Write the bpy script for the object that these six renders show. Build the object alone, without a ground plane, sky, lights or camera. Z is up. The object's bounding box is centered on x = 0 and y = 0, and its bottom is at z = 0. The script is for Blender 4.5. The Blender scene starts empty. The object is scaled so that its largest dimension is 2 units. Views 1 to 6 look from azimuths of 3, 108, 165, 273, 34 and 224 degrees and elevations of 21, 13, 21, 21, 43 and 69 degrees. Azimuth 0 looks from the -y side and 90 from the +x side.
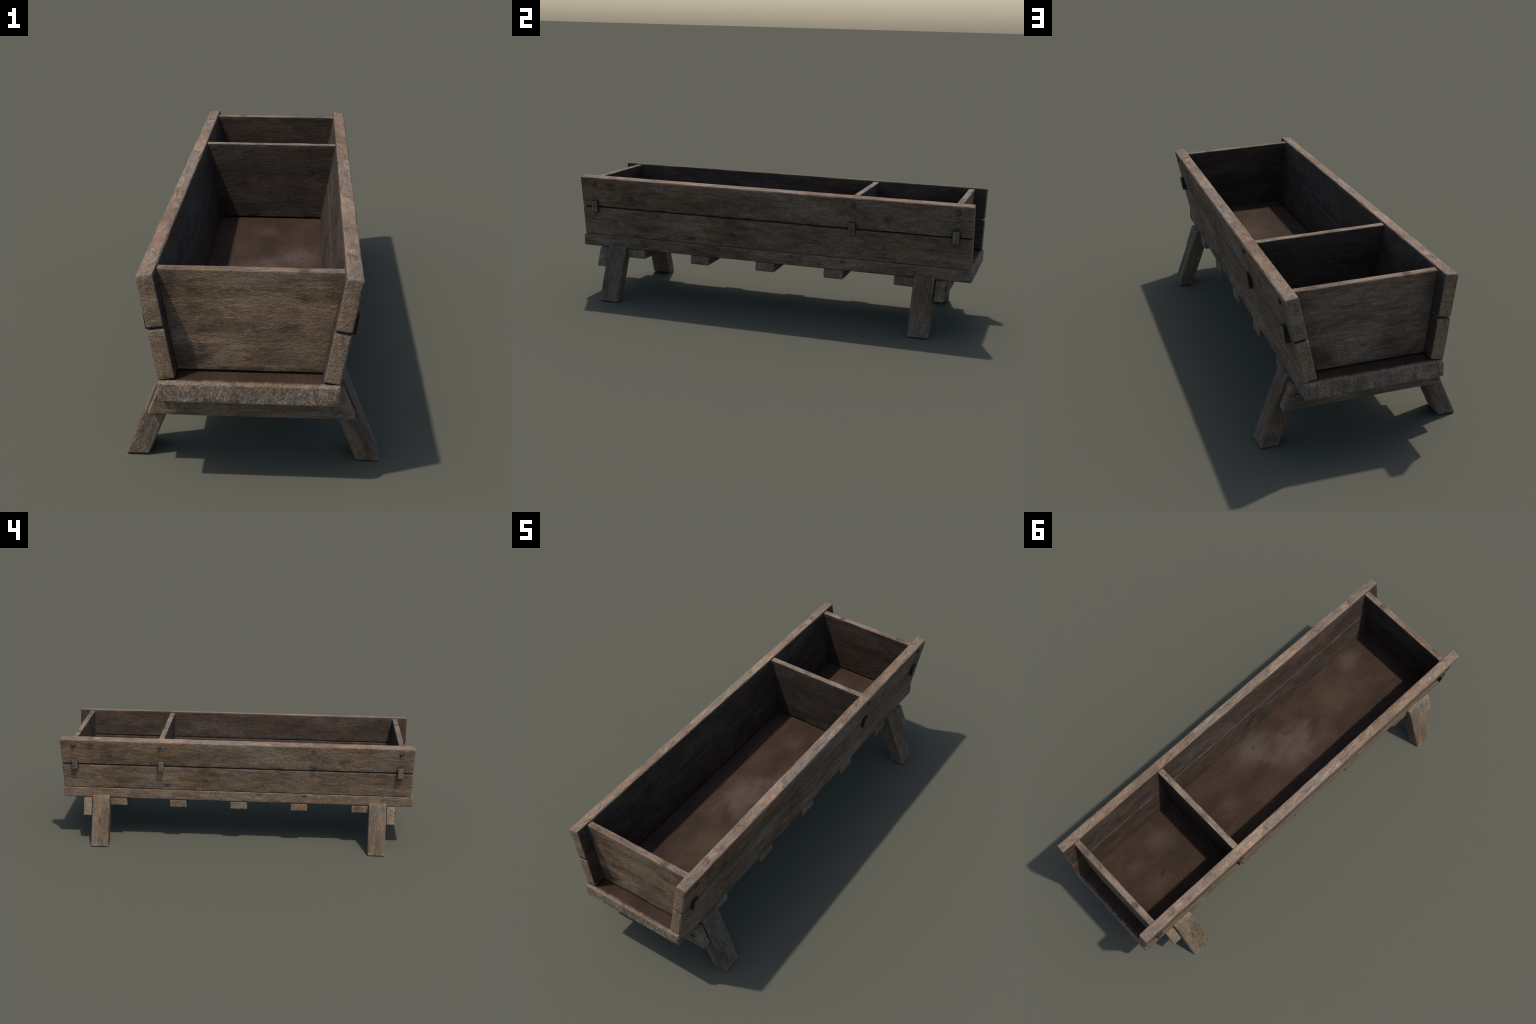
"""A weathered wooden feeding trough: slanted two-plank sides, two end boards, one
divider, a thick bottom board on battens, splayed legs tied by crossbeams,
wooden pegs through the side seams and small iron bolts."""
import bpy, bmesh, math, random
from mathutils import Vector, Matrix, noise

random.seed(7)
COL = bpy.context.scene.collection

# ------------------------------------------------------------------ dimensions
SLANT = math.atan(0.172)              # lean of the side planks
WALL_T = 0.0485                       # side plank thickness
WALL_FOOT = Vector((0.2465, 0.0, 0.3168))   # outer lower edge of the right side
WALL_LEN = 1.982
BOTTOM = dict(w=0.494, l=1.998, z0=0.2540, z1=0.3170)
BOARD_T = 0.030
BOARD_Y = (-0.9160, 0.4275, 0.9165)
LEG_Y = (-0.8012, 0.7798)
BEAM_Y = (-0.8765, 0.8565)
BATTEN_Y = (-0.7025, -0.3550, -0.0100, 0.3380, 0.6820)
LEG_LEAN = 0.405


# ------------------------------------------------------------------ node helper
class Nodes:
    def __init__(self, name):
        self.mat = bpy.data.materials.new(name)
        self.mat.use_nodes = True
        self.nt = self.mat.node_tree
        self.nt.nodes.clear()
        self.out = self.nt.nodes.new("ShaderNodeOutputMaterial")
        self.bsdf = self.nt.nodes.new("ShaderNodeBsdfPrincipled")
        self.nt.links.new(self.bsdf.outputs[0], self.out.inputs[0])
        self.tc = self.nt.nodes.new("ShaderNodeTexCoord")
        self.co = self.tc.outputs["Object"]
        self.nrm = self.tc.outputs["Normal"]

    def put(self, sock, v):
        if isinstance(v, bpy.types.NodeSocket):
            self.nt.links.new(v, sock)
        elif v is not None:
            if hasattr(sock.default_value, "__len__") and isinstance(v, (tuple, list)):
                n = len(sock.default_value)
                v = tuple(v) + (1.0,) * (n - len(v))
            sock.default_value = v

    def math(self, op, a, b=None, c=None, clamp=False):
        n = self.nt.nodes.new("ShaderNodeMath")
        n.operation, n.use_clamp = op, clamp
        for i, v in enumerate((a, b, c)):
            if v is not None:
                self.put(n.inputs[i], v)
        return n.outputs[0]

    def vec(self, op, a, b=None):
        n = self.nt.nodes.new("ShaderNodeVectorMath")
        n.operation = op
        self.put(n.inputs[0], a)
        if b is not None:
            self.put(n.inputs[1], b)
        return n.outputs["Value"] if op in ("LENGTH", "DOT_PRODUCT") else n.outputs[0]

    def noise(self, co, scale, detail=4, rough=0.55, dist=0.0, loc=(0, 0, 0)):
        m = self.nt.nodes.new("ShaderNodeMapping")
        self.put(m.inputs["Vector"], co)
        m.inputs["Scale"].default_value = scale
        m.inputs["Location"].default_value = loc
        n = self.nt.nodes.new("ShaderNodeTexNoise")
        self.nt.links.new(m.outputs[0], n.inputs["Vector"])
        n.inputs["Scale"].default_value = 1.0
        n.inputs["Detail"].default_value = detail
        n.inputs["Roughness"].default_value = rough
        n.inputs["Distortion"].default_value = dist
        return n.outputs["Fac"]

    def ramp(self, fac, stops):
        n = self.nt.nodes.new("ShaderNodeValToRGB")
        self.put(n.inputs[0], fac)
        el = n.color_ramp.elements
        while len(el) < len(stops):
            el.new(0.5)
        for e, (p, c) in zip(el, stops):
            e.position = p
            e.color = (c, c, c, 1) if isinstance(c, (int, float)) else tuple(c) + (1,)
        return n.outputs[0]

    def mix(self, fac, a, b, mode="MIX"):
        n = self.nt.nodes.new("ShaderNodeMix")
        n.data_type, n.blend_type = "RGBA", mode
        self.put(n.inputs[0], fac)
        self.put(n.inputs[6], a)
        self.put(n.inputs[7], b)
        return n.outputs[2]

    def smooth(self, v, lo, hi, a=0.0, b=1.0):
        n = self.nt.nodes.new("ShaderNodeMapRange")
        n.interpolation_type = "SMOOTHSTEP"
        self.put(n.inputs[0], v)
        for i, x in enumerate((lo, hi, a, b)):
            n.inputs[i + 1].default_value = x
        return n.outputs[0]

    def spot(self, centre, radii, wobble, amount=0.35, soft=0.0, angle=0.0):
        """1 inside an ellipse (local coordinates), fading out, with a ragged rim."""
        d = self.vec("SUBTRACT", self.co, centre)
        if angle:
            m = self.nt.nodes.new("ShaderNodeMapping")
            self.put(m.inputs["Vector"], d)
            m.inputs["Rotation"].default_value = (0, 0, -angle)
            d = m.outputs[0]
        d = self.vec("MULTIPLY", d, tuple(1.0 / r for r in radii))
        l = self.vec("LENGTH", d)
        l = self.math("ADD", l, self.math("MULTIPLY", self.math("SUBTRACT", wobble, 0.5), amount * 4))
        return self.smooth(l, soft, 1.0, 1.0, 0.0)


def wood(name, inner=None, knots=(), vary=False, tone=1.0, tint=(1, 1, 1), offset=(0, 0, 0),
         relief=1.0, end_streaks=False, blotches=(), scratches=(), dim=0.30, dark_spots=(), edge_light=0.0,
         seam=0, dark_sides=False, finer=1.0):
    """Weathered wood with the grain along the part's own X axis.
    inner: 'back' darkens the -Z face, 'both' both Z faces, 'top' makes the +Z face
    the stained trough bottom."""
    N = Nodes(name)
    co = N.vec("ADD", N.vec("MULTIPLY", N.co, (finer * 0.9, finer, finer)), offset)
    if vary:
        oi = N.nt.nodes.new("ShaderNodeObjectInfo")
        r = oi.outputs["Random"]
        comb = N.nt.nodes.new("ShaderNodeCombineXYZ")
        for i, k in enumerate((17.0, 9.3, 5.7)):
            N.put(comb.inputs[i], N.math("MULTIPLY", r, k))
        co = N.vec("ADD", co, comb.outputs[0])

    big = N.noise(co, (3.0, 8.0, 8.0), 4, 0.55, 0.4)
    patch = N.noise(co, (9, 19, 19), 5, 0.62, 0.5, (3, 1, 2))
    streak = N.noise(co, (14, 85, 85), 5, 0.65, 0.15, (1, 5, 3))
    flake = N.noise(co, (82, 190, 190), 3, 0.6, 0.7, (7, 2, 9))
    fibre = N.noise(co, (40, 330, 330), 3, 0.6, 0.2, (2, 8, 4))
    grit = N.noise(co, (260, 340, 340), 2, 0.6)
    lump = N.noise(co, (30, 55, 55), 4, 0.6, 0.8, (6, 6, 1))

    sep = N.nt.nodes.new("ShaderNodeSeparateXYZ")
    N.put(sep.inputs[0], N.nrm)
    nx, ny, nz = sep.outputs
    endf = N.smooth(N.math("ABSOLUTE", nx), 0.75, 0.92)

    if end_streaks:                                   # vertical saw marks on the end faces
        es = N.noise(co, (60, 150, 75), 4, 0.62, 0.6)
        flake = N.mix(endf, flake, es)

    col = N.ramp(big, [(0.32, (0.120, 0.080, 0.048)), (0.46, (0.150, 0.106, 0.069)),
                       (0.58, (0.152, 0.118, 0.086)), (0.70, (0.156, 0.132, 0.108))])
    warm = N.ramp(patch, [(0.42, 0.0), (0.66, 0.6)])
    col = N.mix(warm, col, (0.188, 0.124, 0.074))
    ash = N.ramp(N.noise(co, (4.5, 20, 20), 5, 0.6, 0.6, (11, 4, 6)), [(0.54, 0.0), (0.74, 0.6)])
    col = N.mix(ash, col, (0.158, 0.142, 0.126))
    col = N.mix(1.0, col, N.ramp(streak, [(0.28, 0.68), (0.5, 1.0), (0.72, 1.32)]), "MULTIPLY")
    col = N.mix(1.0, col, N.ramp(flake, [(0.25, 0.62), (0.5, 1.0), (0.75, 1.48)]), "MULTIPLY")
    col = N.mix(1.0, col, N.ramp(fibre, [(0.25, 0.84), (0.75, 1.16)]), "MULTIPLY")
    soot = N.ramp(N.noise(co, (6.5, 15, 15), 7, 0.72, 0.8, (5, 9, 1)), [(0.52, 0.0), (0.68, 0.72)])
    col = N.mix(soot, col, (0.058, 0.050, 0.043))
    pits = N.ramp(N.noise(co, (55, 110, 110), 4, 0.72, 0.6, (21, 3, 8)), [(0.64, 0.0), (0.74, 0.8)])
    col = N.mix(pits, col, (0.034, 0.029, 0.025))
    # drying checks: hair cracks that run with the grain, in places
    line = N.math("ABSOLUTE", N.math("SUBTRACT", N.noise(co, (3.5, 34, 34), 4, 0.62, 0.35, (9, 1, 5)), 0.5))
    where = N.ramp(N.noise(co, (8, 14, 14), 3, 0.6, 0.2, (1, 9, 9)), [(0.52, 0.0), (0.62, 1.0)])
    crack = N.math("MULTIPLY", N.smooth(line, 0.0, 0.016, 1.0, 0.0), where)
    col = N.mix(N.math("MULTIPLY", crack, 0.6), col, (0.030, 0.025, 0.021))
    # the upper edges are rubbed pale
    rub = N.math("MULTIPLY", N.smooth(ny, 0.7, 0.95), edge_light)
    col = N.mix(rub, col, N.mix(1.0, N.mix(0.22, col, (0.172, 0.142, 0.116)), (1.20, 1.18, 1.18), "MULTIPLY"))

    mottle = N.noise(co, (5.0, 11, 11), 5, 0.6, 0.5, (14, 2, 7))
    worn = N.ramp(N.noise(co, (12, 16, 16), 5, 0.7, 0.6, (4, 12, 7)), [(0.34, (0.60, 0.59, 0.59)), (0.48, 1.0), (0.66, 1.12)])
    col = N.mix(rub, col, N.mix(1.0, col, worn, "MULTIPLY"))
    col = N.mix(1.0, col, N.ramp(mottle, [(0.32, 0.72), (0.5, 1.0), (0.68, 1.32)]), "MULTIPLY")
    if end_streaks:
        bands = N.noise(co, (4, 46, 5), 4, 0.65, 0.3, (3, 3, 3))
        col = N.mix(endf, col, N.mix(1.0, col, N.ramp(bands, [(0.32, (0.74, 0.76, 0.80)), (0.5, 1.06), (0.68, (1.36, 1.31, 1.26))]), "MULTIPLY"))
    k = 1.22 if end_streaks else 1.25                 # end grain has bleached
    col = N.mix(endf, col, N.mix(1.0, col, (k, k, k * 0.97), "MULTIPLY"))
    if end_streaks:
        bw = N.nt.nodes.new("ShaderNodeRGBToBW")
        N.put(bw.inputs[0], col)
        col = N.mix(N.math("MULTIPLY", endf, 0.22), col, N.mix(1.0, (1.06, 1.0, 0.92), bw.outputs[0], "MULTIPLY"))
    shade = 0.0
    if seam:                                          # joint shadow painted on: plank edges blackened along the seam
        shade = N.smooth(N.math("MULTIPLY", ny, float(seam)), 0.30, 0.80)
        col = N.mix(N.math("MULTIPLY", shade, 0.86 if seam < 0 else 0.55), col, (0.014, 0.011, 0.009))
    if dark_sides:                                    # peg sides much darker than its face
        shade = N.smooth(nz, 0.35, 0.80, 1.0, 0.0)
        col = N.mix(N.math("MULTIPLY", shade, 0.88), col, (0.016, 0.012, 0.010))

    # bleached, worn arrises
    geo = N.nt.nodes.new("ShaderNodeNewGeometry")
    wear = N.math("MULTIPLY", N.smooth(geo.outputs["Pointiness"], 0.515, 0.57),
                  N.ramp(N.noise(co, (16, 30, 30), 4, 0.6, 0.3, (4, 4, 4)), [(0.36, 0.1), (0.58, 0.85)]))

    wear = N.math("MULTIPLY", wear, N.math("SUBTRACT", 1.0, shade))
    height = N.math("ADD", N.math("MULTIPLY", streak, 0.24), N.math("MULTIPLY", flake, 0.62))
    height = N.math("ADD", height, N.math("MULTIPLY", fibre, 0.12))
    height = N.math("ADD", height, N.math("MULTIPLY", lump, 0.42))
    height = N.math("SUBTRACT", height, N.math("MULTIPLY", pits, 0.30))
    height = N.math("SUBTRACT", height, N.math("MULTIPLY", crack, 0.30))
    height = N.math("ADD", height, N.math("MULTIPLY", grit, 0.15))
    if end_streaks:
        height = N.math("ADD", height, N.math("MULTIPLY", N.math("MULTIPLY", endf, es), 0.9))
    rel = relief

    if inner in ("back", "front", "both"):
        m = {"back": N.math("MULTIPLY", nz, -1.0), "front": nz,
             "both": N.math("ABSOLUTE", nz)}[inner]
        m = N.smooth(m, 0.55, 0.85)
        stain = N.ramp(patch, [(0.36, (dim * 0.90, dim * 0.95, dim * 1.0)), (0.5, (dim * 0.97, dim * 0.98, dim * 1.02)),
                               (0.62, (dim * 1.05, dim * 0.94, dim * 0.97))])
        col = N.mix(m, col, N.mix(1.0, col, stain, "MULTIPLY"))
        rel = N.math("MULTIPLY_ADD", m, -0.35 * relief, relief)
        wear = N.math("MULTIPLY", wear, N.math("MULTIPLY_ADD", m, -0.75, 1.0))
    elif inner == "top":
        up = N.smooth(nz, 0.6, 0.9)
        # the stain stops raggedly short of the two exposed ends
        px = N.nt.nodes.new("ShaderNodeSeparateXYZ")
        N.put(px.inputs[0], N.co)
        d = N.math("ADD", N.math("ABSOLUTE", px.outputs[0]),
                   N.math("MULTIPLY", N.math("SUBTRACT", N.noise(co, (25, 32, 32), 5, 0.65), 0.5), 0.03))
        up = N.math("MULTIPLY", up, N.smooth(d, 0.978, 0.998, 1.0, 0.0))
        cloud = N.noise(co, (6, 8, 8), 5, 0.6, 0.5, (2, 2, 2))
        wob = N.noise(co, (9, 9, 9), 5, 0.62, 0.4, (8, 1, 1))
        grain = N.noise(co, (14, 120, 120), 4, 0.6, 0.3, (9, 9, 9))
        base = N.ramp(cloud, [(0.32, (0.025, 0.0148, 0.0098)), (0.5, (0.034, 0.0202, 0.0135)), (0.68, (0.044, 0.0270, 0.0165))])
        for c, r, k, tintc in blotches:
            s = N.math("MULTIPLY", N.spot(c, r, wob, 0.45), k)
            base = N.mix(s, base, tintc)
        for c, r, ang, k in scratches:
            base = N.mix(N.math("MULTIPLY", N.spot(c, r, streak, 0.3, 0.35, ang), k), base, (0.018, 0.015, 0.014))
        base = N.mix(1.0, base, N.ramp(grain, [(0.3, 0.86), (0.7, 1.14)]), "MULTIPLY")
        col = N.mix(up, col, base)
        rel = N.math("MULTIPLY_ADD", up, -0.80 * relief, relief)
        wear = N.math("MULTIPLY", wear, N.math("MULTIPLY_ADD", up, -0.8, 1.0))

    for c, r, k in knots:                             # dark knots and gouges
        wob = N.noise(co, (60, 90, 90), 4, 0.7, 1.0, (c[0] * 10, 3, 5))
        s = N.math("MULTIPLY", N.spot(c, r, wob, 0.42, 0.35), k)
        col = N.mix(N.math("MULTIPLY", s, 0.8), col, (0.030, 0.026, 0.023))
        height = N.math("SUBTRACT", height, N.math("MULTIPLY", s, 0.35))
    for c, r, k in dark_spots:                            # contact shade round pegs and bolts, darkened into the wood colour
        s = N.math("MULTIPLY", N.spot(c, r, patch, 0.25, 0.35), k)
        col = N.mix(s, col, N.mix(1.0, col, (0.42, 0.40, 0.40), "MULTIPLY"))

    col = N.mix(1.0, col, tuple(tone * t for t in tint), "MULTIPLY")
    col = N.mix(N.math("MULTIPLY", wear, 0.75), col, (0.235, 0.185, 0.145))

    bump = N.nt.nodes.new("ShaderNodeBump")
    bump.inputs["Distance"].default_value = 0.0054
    N.put(bump.inputs["Strength"], rel)
    N.put(bump.inputs["Height"], height)
    N.put(N.bsdf.inputs["Base Color"], col)
    N.put(N.bsdf.inputs["Normal"], bump.outputs[0])
    N.put(N.bsdf.inputs["Roughness"], N.ramp(patch, [(0.3, 0.78), (0.7, 0.92)]))
    N.bsdf.inputs["Specular IOR Level"].default_value = 0.22
    return N.mat


def iron(name):
    N = Nodes(name)
    n = N.noise(N.co, (220, 220, 220), 4, 0.6)
    col = N.ramp(n, [(0.35, (0.046, 0.047, 0.045)), (0.55, (0.095, 0.097, 0.092)), (0.72, (0.085, 0.062, 0.046))])
    sep = N.nt.nodes.new("ShaderNodeSeparateXYZ")
    N.put(sep.inputs[0], N.nrm)
    col = N.mix(N.smooth(sep.outputs[2], 0.5, 0.95), (0.016, 0.016, 0.017), col)
    bump = N.nt.nodes.new("ShaderNodeBump")
    bump.inputs["Distance"].default_value = 0.001
    bump.inputs["Strength"].default_value = 0.5
    N.put(bump.inputs["Height"], n)
    N.put(N.bsdf.inputs["Base Color"], col)
    N.put(N.bsdf.inputs["Normal"], bump.outputs[0])
    N.bsdf.inputs["Metallic"].default_value = 0.1
    N.bsdf.inputs["Roughness"].default_value = 0.7
    return N.mat


# ------------------------------------------------------------------ mesh helper
def timber(name, lx, ly, lz, mat, bevel=0.005, cell=0.014, seed=0.0, shape=None,
           wobble=0.0007, nick=0.0026, keep=None):
    """A sawn timber: bevelled block, grain along X, finely cut, with slightly
    uneven faces and chipped arrises. `shape` maps block positions to the final form."""
    bm = bmesh.new()
    bmesh.ops.create_cube(bm, size=1.0, matrix=Matrix.Diagonal((lx, ly, lz, 1.0)))
    bmesh.ops.bevel(bm, geom=bm.edges[:], offset=bevel, offset_type="OFFSET",
                    segments=2, profile=0.45, affect="EDGES")
    for axis, length in enumerate((lx, ly, lz)):
        span = length - 2 * bevel
        n = max(1, int(round(span / cell)))
        normal = Vector((0, 0, 0))
        normal[axis] = 1.0
        for i in range(1, n):
            bmesh.ops.bisect_plane(bm, geom=bm.verts[:] + bm.edges[:] + bm.faces[:],
                                   plane_co=normal * (-span / 2 + span * i / n), plane_no=normal, dist=1e-6)
    bm.normal_update()
    half = Vector((lx / 2, ly / 2, lz / 2))
    off = Vector((seed * 3.17, seed * 7.31, seed * 1.93))
    moves = []
    for v in bm.verts:
        p = v.co + off
        w = noise.noise(Vector((p.x * 14, p.y * 38, p.z * 38)))
        d = w * wobble
        close = sum(1 for a in range(3) if half[a] - abs(v.co[a]) < bevel * 0.95)
        if close >= 2:                                    # an arris
            c = noise.noise(Vector((p.x * 30, p.y * 45, p.z * 45))) * 0.65 \
                + noise.noise(Vector((p.x * 85, p.y * 90, p.z * 90))) * 0.35
            d -= nick * max(0.0, c - 0.02)
        moves.append(v.normal * d)
    for v, m in zip(bm.verts, moves):
        v.co += m
        if shape:
            v.co = shape(v.co.copy())
    bm.normal_update()
    me = bpy.data.meshes.new(name)
    bm.to_mesh(me)
    bm.free()
    me.polygons.foreach_set("use_smooth", [True] * len(me.polygons))
    me.set_sharp_from_angle(angle=math.radians(26))
    me.materials.append(mat)
    return me


def bolt_mesh(name, mat):
    """A forged round bolt head with a chamfered rim, standing along +Z."""
    prof = [(0.0, 0.0080), (0.0052, 0.0079), (0.0076, 0.0070), (0.0094, 0.0046), (0.0099, 0.0020), (0.0100, -0.004)]
    seg = 20
    bm = bmesh.new()
    rings = []
    for r, z in prof[1:]:
        rings.append([bm.verts.new((r * math.cos(2 * math.pi * k / seg), r * math.sin(2 * math.pi * k / seg), z))
                      for k in range(seg)])
    top = bm.verts.new((0, 0, prof[0][1]))
    for k in range(seg):
        bm.faces.new((top, rings[0][k], rings[0][(k + 1) % seg]))
        for a, b in zip(rings, rings[1:]):
            bm.faces.new((a[k], b[k], b[(k + 1) % seg], a[(k + 1) % seg]))
    bm.faces.new(list(reversed(rings[-1])))
    bmesh.ops.recalc_face_normals(bm, faces=bm.faces[:])
    me = bpy.data.meshes.new(name)
    bm.to_mesh(me)
    bm.free()
    me.polygons.foreach_set("use_smooth", [True] * len(me.polygons))
    me.set_sharp_from_angle(angle=math.radians(50))
    me.materials.append(mat)
    return me


def place(name, me, matrix, parent, parent_world=None):
    o = bpy.data.objects.new(name, me)
    COL.objects.link(o)
    o.parent = parent
    o.matrix_local = (parent_world.inverted() @ matrix) if parent_world is not None else matrix
    return o


def frame(x, y, z, origin):
    return Matrix(((x[0], y[0], z[0], origin[0]), (x[1], y[1], z[1], origin[1]),
                   (x[2], y[2], z[2], origin[2]), (0, 0, 0, 1)))


# ------------------------------------------------------------------ the trough
root = bpy.data.objects.new("feeding_trough", None)
root.empty_display_size = 0.3
COL.objects.link(root)
root["label"] = "long weathered wooden feeding trough with divider on splayed legs"
root["category"] = "feeding trough"

sa, ca = math.sin(SLANT), math.cos(SLANT)
LOWER = (-0.0018, 0.1488)                 # spans up the slope
UPPER = (0.1532, 0.3062)


def slope_at(z):
    return (z - WALL_FOOT.z) / ca


BOLT_S, PEG_S = slope_at(0.5895), slope_at(0.4722)
uc, lc = sum(UPPER) / 2, sum(LOWER) / 2
peg_us = BOARD_Y
zf = WALL_T / 2
mirror = [1.0, -1.0]                  # side planks are turned half round on the left

up_knots = [((-0.822, 0.274 - uc, 0), (0.034, 0.018, 0.06), 1.0),
            ((-0.715, 0.205 - uc, 0), (0.024, 0.021, 0.06), 0.95),
            ((0.598, 0.215 - uc, 0), (0.050, 0.024, 0.06), 0.85),
            ((0.10, 0.160 - uc, 0), (0.060, 0.012, 0.06), 0.5)]
lo_knots = [((-0.395, 0.028 - lc, 0), (0.042, 0.014, 0.06), 1.0),
            ((-0.180, 0.062 - lc, 0), (0.026, 0.022, 0.06), 0.9),
            ((-0.200, 0.104 - lc, 0), (0.012, 0.014, 0.06), 0.6),
            ((0.580, 0.066 - lc, 0), (0.007, 0.020, 0.06), 0.7)]
painted_shade_u = [((u, UPPER[0] - uc + 0.012, zf), (0.034, 0.036, 0.02), 0.85) for u in (-0.916, 0.4275, 0.9165)] + \
           [((u, BOLT_S - uc - 0.006, zf), (0.019, 0.022, 0.02), 0.8) for u in (-0.915, 0.430, 0.920)]
painted_shade_l = [((u, LOWER[1] - lc - 0.018, zf), (0.030, 0.034, 0.02), 0.6) for u in (-0.916, 0.4275, 0.9165)]

mat_upper = wood("upper_plank_wood", inner="back", edge_light=1.0, seam=-1, dim=0.34, tone=1.07, tint=(1.05, 0.985, 0.945), knots=up_knots, offset=(3.1, 1.7, 0.4), dark_spots=painted_shade_u)
mat_lower = wood("lower_plank_wood", inner="back", seam=1, dim=0.34, tone=1.07, tint=(1.05, 0.985, 0.945), knots=lo_knots, offset=(8.4, 2.9, 5.1), dark_spots=painted_shade_l)

PALE, OCHRE, MAUVE = (0.074, 0.054, 0.040), (0.062, 0.042, 0.025), (0.066, 0.048, 0.040)
top = (BOTTOM["z1"] - BOTTOM["z0"]) / 2


def on_floor(x, y):                   # world x, y -> bottom-board local (X runs along world +y)
    return (y, -x, top)


blotches = [(on_floor(0.125, -0.03), (0.17, 0.12, 0.2), 0.95, MAUVE),
            (on_floor(0.00, -0.19), (0.21, 0.15, 0.2), 0.9, PALE),
            (on_floor(0.05, -0.50), (0.22, 0.15, 0.2), 0.6, OCHRE),
            (on_floor(0.15, -0.72), (0.11, 0.08, 0.2), 0.75, MAUVE),
            (on_floor(0.00, 0.25), (0.10, 0.08, 0.2), 0.5, OCHRE),
            (on_floor(0.10, 0.60), (0.11, 0.08, 0.2), 0.45, MAUVE),
            (on_floor(0.07, 0.775), (0.07, 0.05, 0.2), 0.35, MAUVE),
            (on_floor(-0.07, 0.76), (0.12, 0.09, 0.2), 0.4, OCHRE)]
scratches = [(on_floor(-0.035, 0.700), (0.045, 0.011, 0.1), 0.5, 0.95),
             (on_floor(-0.115, 0.672), (0.095, 0.0045, 0.1), 1.15, 0.9),
             (on_floor(-0.115, 0.645), (0.065, 0.004, 0.1), 1.25, 0.9),
             (on_floor(0.130, -0.035), (0.016, 0.010, 0.1), 0.6, 0.6)]
fl_knots = []
for s in (1, -1):                     # the same marks on both long edges, turned half round
    fl_knots += [((s * 0.382, -s * 0.247, 0.010), (0.020, 0.05, 0.012), 0.8),
                 ((s * 0.128, -s * 0.247, 0.012), (0.026, 0.05, 0.014), 0.65),
                 ((s * 0.560, -s * 0.247, -0.008), (0.012, 0.05, 0.010), 0.4)]
mat_floor = wood("bottom_board_wood", inner="top", knots=fl_knots, offset=(1.3, 6.2, 2.2), end_streaks=True,
                 blotches=blotches, scratches=scratches, tone=1.14, tint=(1.03, 0.99, 0.96))
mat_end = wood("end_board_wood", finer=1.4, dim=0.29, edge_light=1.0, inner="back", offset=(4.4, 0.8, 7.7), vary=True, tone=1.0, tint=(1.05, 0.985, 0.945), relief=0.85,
               knots=[((0.142, 0.152, 0.0), (0.022, 0.02, 0.05), 0.8), ((0.105, -0.020, 0.0), (0.050, 0.016, 0.05), 0.6)],
               dark_spots=[((-0.170, -0.110, 0.015), (0.085, 0.070, 0.03), 0.7), ((0.0, -0.150, 0.015), (0.26, 0.022, 0.03), 0.6),
                       ((0.235, 0.110, 0.015), (0.060, 0.080, 0.03), 0.5), ((-0.235, 0.110, 0.015), (0.045, 0.090, 0.03), 0.45)])
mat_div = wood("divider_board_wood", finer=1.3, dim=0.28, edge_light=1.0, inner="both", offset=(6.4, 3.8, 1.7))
mat_leg = wood("leg_wood", vary=True, offset=(2.2, 5.5, 3.3), tone=0.86, tint=(1.0, 1.0, 0.98), relief=0.8)
mat_beam = wood("crossbeam_wood", vary=True, offset=(9.2, 4.5, 6.3), tone=0.96, tint=(1.0, 1.0, 0.985), relief=0.8)
mat_batten = wood("batten_wood", vary=True, offset=(7.2, 7.5, 0.3), relief=0.8)
mat_peg = wood("peg_wood", vary=True, offset=(5.2, 0.5, 8.3), tone=1.05, tint=(0.99, 1, 1.0), dark_sides=True, relief=0.7)
mat_tongue = wood("tongue_wood", tone=0.08, offset=(2.2, 0.5, 1.3), relief=0.5)  # toned nearly black so the plank gap looks deep in shadow
mat_iron = iron("bolt_iron")

# --- bottom board (local X = world y)
bz = (BOTTOM["z0"] + BOTTOM["z1"]) / 2
me = timber("bottom_board", BOTTOM["l"], BOTTOM["w"], BOTTOM["z1"] - BOTTOM["z0"], mat_floor,
            bevel=0.0065, seed=1.0)
place("bottom_board", me, frame((0, 1, 0), (-1, 0, 0), (0, 0, 1), (0, 0, bz)), root)

# --- side planks with pegs and bolts
me_up = timber("upper_side_plank", WALL_LEN, UPPER[1] - UPPER[0], WALL_T, mat_upper, seed=2.0, bevel=0.0055, nick=0.0036)
me_lo = timber("lower_side_plank", WALL_LEN, LOWER[1] - LOWER[0], WALL_T, mat_lower, seed=3.0, bevel=0.0055)
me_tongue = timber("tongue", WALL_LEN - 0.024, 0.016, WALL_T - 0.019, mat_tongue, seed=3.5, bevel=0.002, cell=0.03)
me_peg = timber("peg", 0.060, 0.0320, 0.045, mat_peg, bevel=0.0028, cell=0.008, seed=4.0, nick=0.0014)
me_bolt = bolt_mesh("bolt", mat_iron)

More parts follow.
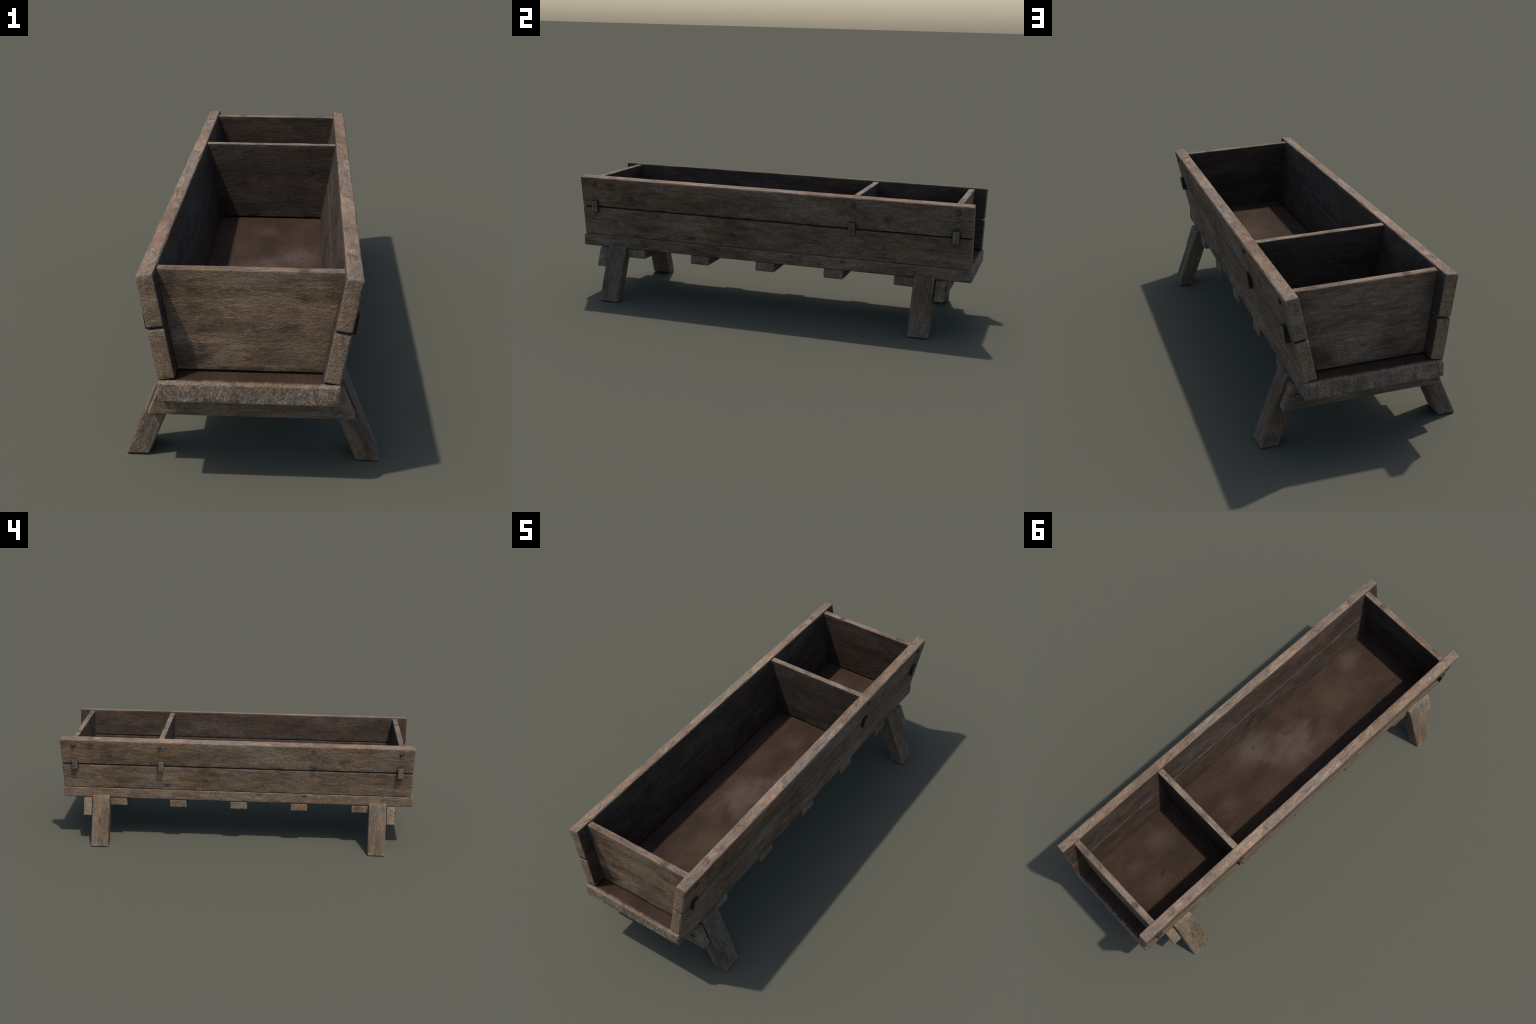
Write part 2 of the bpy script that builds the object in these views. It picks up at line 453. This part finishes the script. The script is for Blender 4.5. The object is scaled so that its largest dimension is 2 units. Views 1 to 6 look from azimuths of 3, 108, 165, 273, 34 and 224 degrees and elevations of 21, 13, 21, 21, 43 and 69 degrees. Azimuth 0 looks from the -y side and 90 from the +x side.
for side in mirror:
    ex, ey = Vector((0, side, 0)), Vector((side * sa, 0, ca))
    ez = ex.cross(ey)
    foot = Vector((side * WALL_FOOT.x, 0.0015, WALL_FOOT.z))

    def at(u, s, out):                # along the plank, up the slope, out from the outer face
        return foot + ex * u + ey * s + ez * out

    up_w = frame(ex, ey, ez, at(0, uc, -WALL_T / 2))
    upper = place("upper_side_plank", me_up, up_w, root)
    lo_w = frame(ex, ey, ez, at(0, lc, -WALL_T / 2))
    lower = place("lower_side_plank", me_lo, lo_w, root)
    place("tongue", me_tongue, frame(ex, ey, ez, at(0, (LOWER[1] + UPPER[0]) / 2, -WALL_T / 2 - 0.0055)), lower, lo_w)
    for y in BOARD_Y:
        # pegs stand a little steeper than the plank
        t = SLANT - 0.03
        py = Vector((side * math.sin(t), 0, math.cos(t)))
        pz = ex.cross(py)
        place("peg", me_peg, frame(py, -ex, pz, at(side * (y - 0.0015), PEG_S, 0.0165) - pz * 0.0225),
              upper, up_w)
    for y in (-0.9128, 0.4310, 0.9200):
        place("bolt", me_bolt, frame(ex, ey, ez, at(side * (y - 0.0015), BOLT_S, -0.0005)), upper, up_w)

# --- end boards and divider: trapezoids between the sides (local X = across)
B0, B1 = 0.3225, 0.6185
half_low, half_top = 0.2000, 0.2520


def trapezoid(p):
    t = (p.y + (B1 - B0) / 2) / (B1 - B0)
    k = (half_low + (half_top - half_low) * t) / half_top
    p.x *= k
    return p


me_end = timber("end_board", 2 * half_top, B1 - B0, BOARD_T, mat_end, bevel=0.0035, seed=5.0,
                shape=trapezoid, nick=0.0018)
me_div = timber("divider_board", 2 * half_top, B1 - B0, BOARD_T, mat_div, bevel=0.0035, seed=6.0,
                shape=trapezoid, nick=0.0018)
bc = (B0 + B1) / 2
# local +Z (the bare outer face) looks away from the inside
place("end_board", me_end, frame((1, 0, 0), (0, 0, 1), (0, -1, 0), (0, BOARD_Y[0], bc)), root)
place("end_board", me_end, frame((-1, 0, 0), (0, 0, 1), (0, 1, 0), (0, BOARD_Y[2], bc)), root)
place("divider_board", me_div, frame((1, 0, 0), (0, 0, 1), (0, -1, 0), (0, BOARD_Y[1], bc)), root)

# --- battens under the bottom (local X = across)
me_bat = timber("batten", 0.490, 0.0965, 0.0450, mat_batten, bevel=0.0045, seed=7.0, nick=0.002)
for y in BATTEN_Y:
    place("batten", me_bat, Matrix.Translation((0, y, 0.2095 + 0.0225 - 0.0015)), root)

# --- legs: local X runs up the leg, ends cut level
LEG_TOP, LEG_FOOT_OUT, LEG_W, LEG_T = 0.2705, 0.3715, 0.0985, 0.0695
lean = math.atan(LEG_LEAN)
leg_len = LEG_TOP / math.cos(lean)


def level_cut(p):
    p.x -= p.z * math.tan(lean)
    return p


me_leg = timber("leg", leg_len, LEG_W, LEG_T * math.cos(lean), mat_leg, bevel=0.0055, seed=8.0,
                shape=level_cut)
for side in mirror:
    for y in LEG_Y:
        ex = Vector((-side * math.sin(lean), 0, math.cos(lean)))
        ez = Vector((side * math.cos(lean), 0, math.sin(lean)))
        ey = ez.cross(ex)
        mid = Vector((side * (LEG_FOOT_OUT - LEG_T / 2 - LEG_LEAN * LEG_TOP / 2), y, LEG_TOP / 2))
        place("leg", me_leg, frame(ex, ey, ez, mid), root)

# --- crossbeams with slanted ends (local X = across)
BM0, BM1 = 0.1615, 0.2545
BM_LOW, BM_HIGH = 0.2955, 0.2585


def slanted_ends(p):
    t = (p.y + (BM1 - BM0) / 2) / (BM1 - BM0)
    p.x *= (BM_LOW + (BM_HIGH - BM_LOW) * t) / BM_LOW
    return p


me_beam = timber("crossbeam", 2 * BM_LOW, BM1 - BM0, 0.0465, mat_beam, bevel=0.0045, seed=9.0,
                 shape=slanted_ends)
for y, out in zip(BEAM_Y, (-1, 1)):
    bw = frame((-out, 0, 0), (0, 0, 1), (0, out, 0), (0, y, (BM0 + BM1) / 2 - 0.001))
    beam = place("crossbeam", me_beam, bw, root)
    for side in mirror:
        place("bolt", me_bolt, frame((-out, 0, 0), (0, 0, 1), (0, out, 0), (side * 0.2415, y + out * 0.0228, 0.2145)), beam, bw)
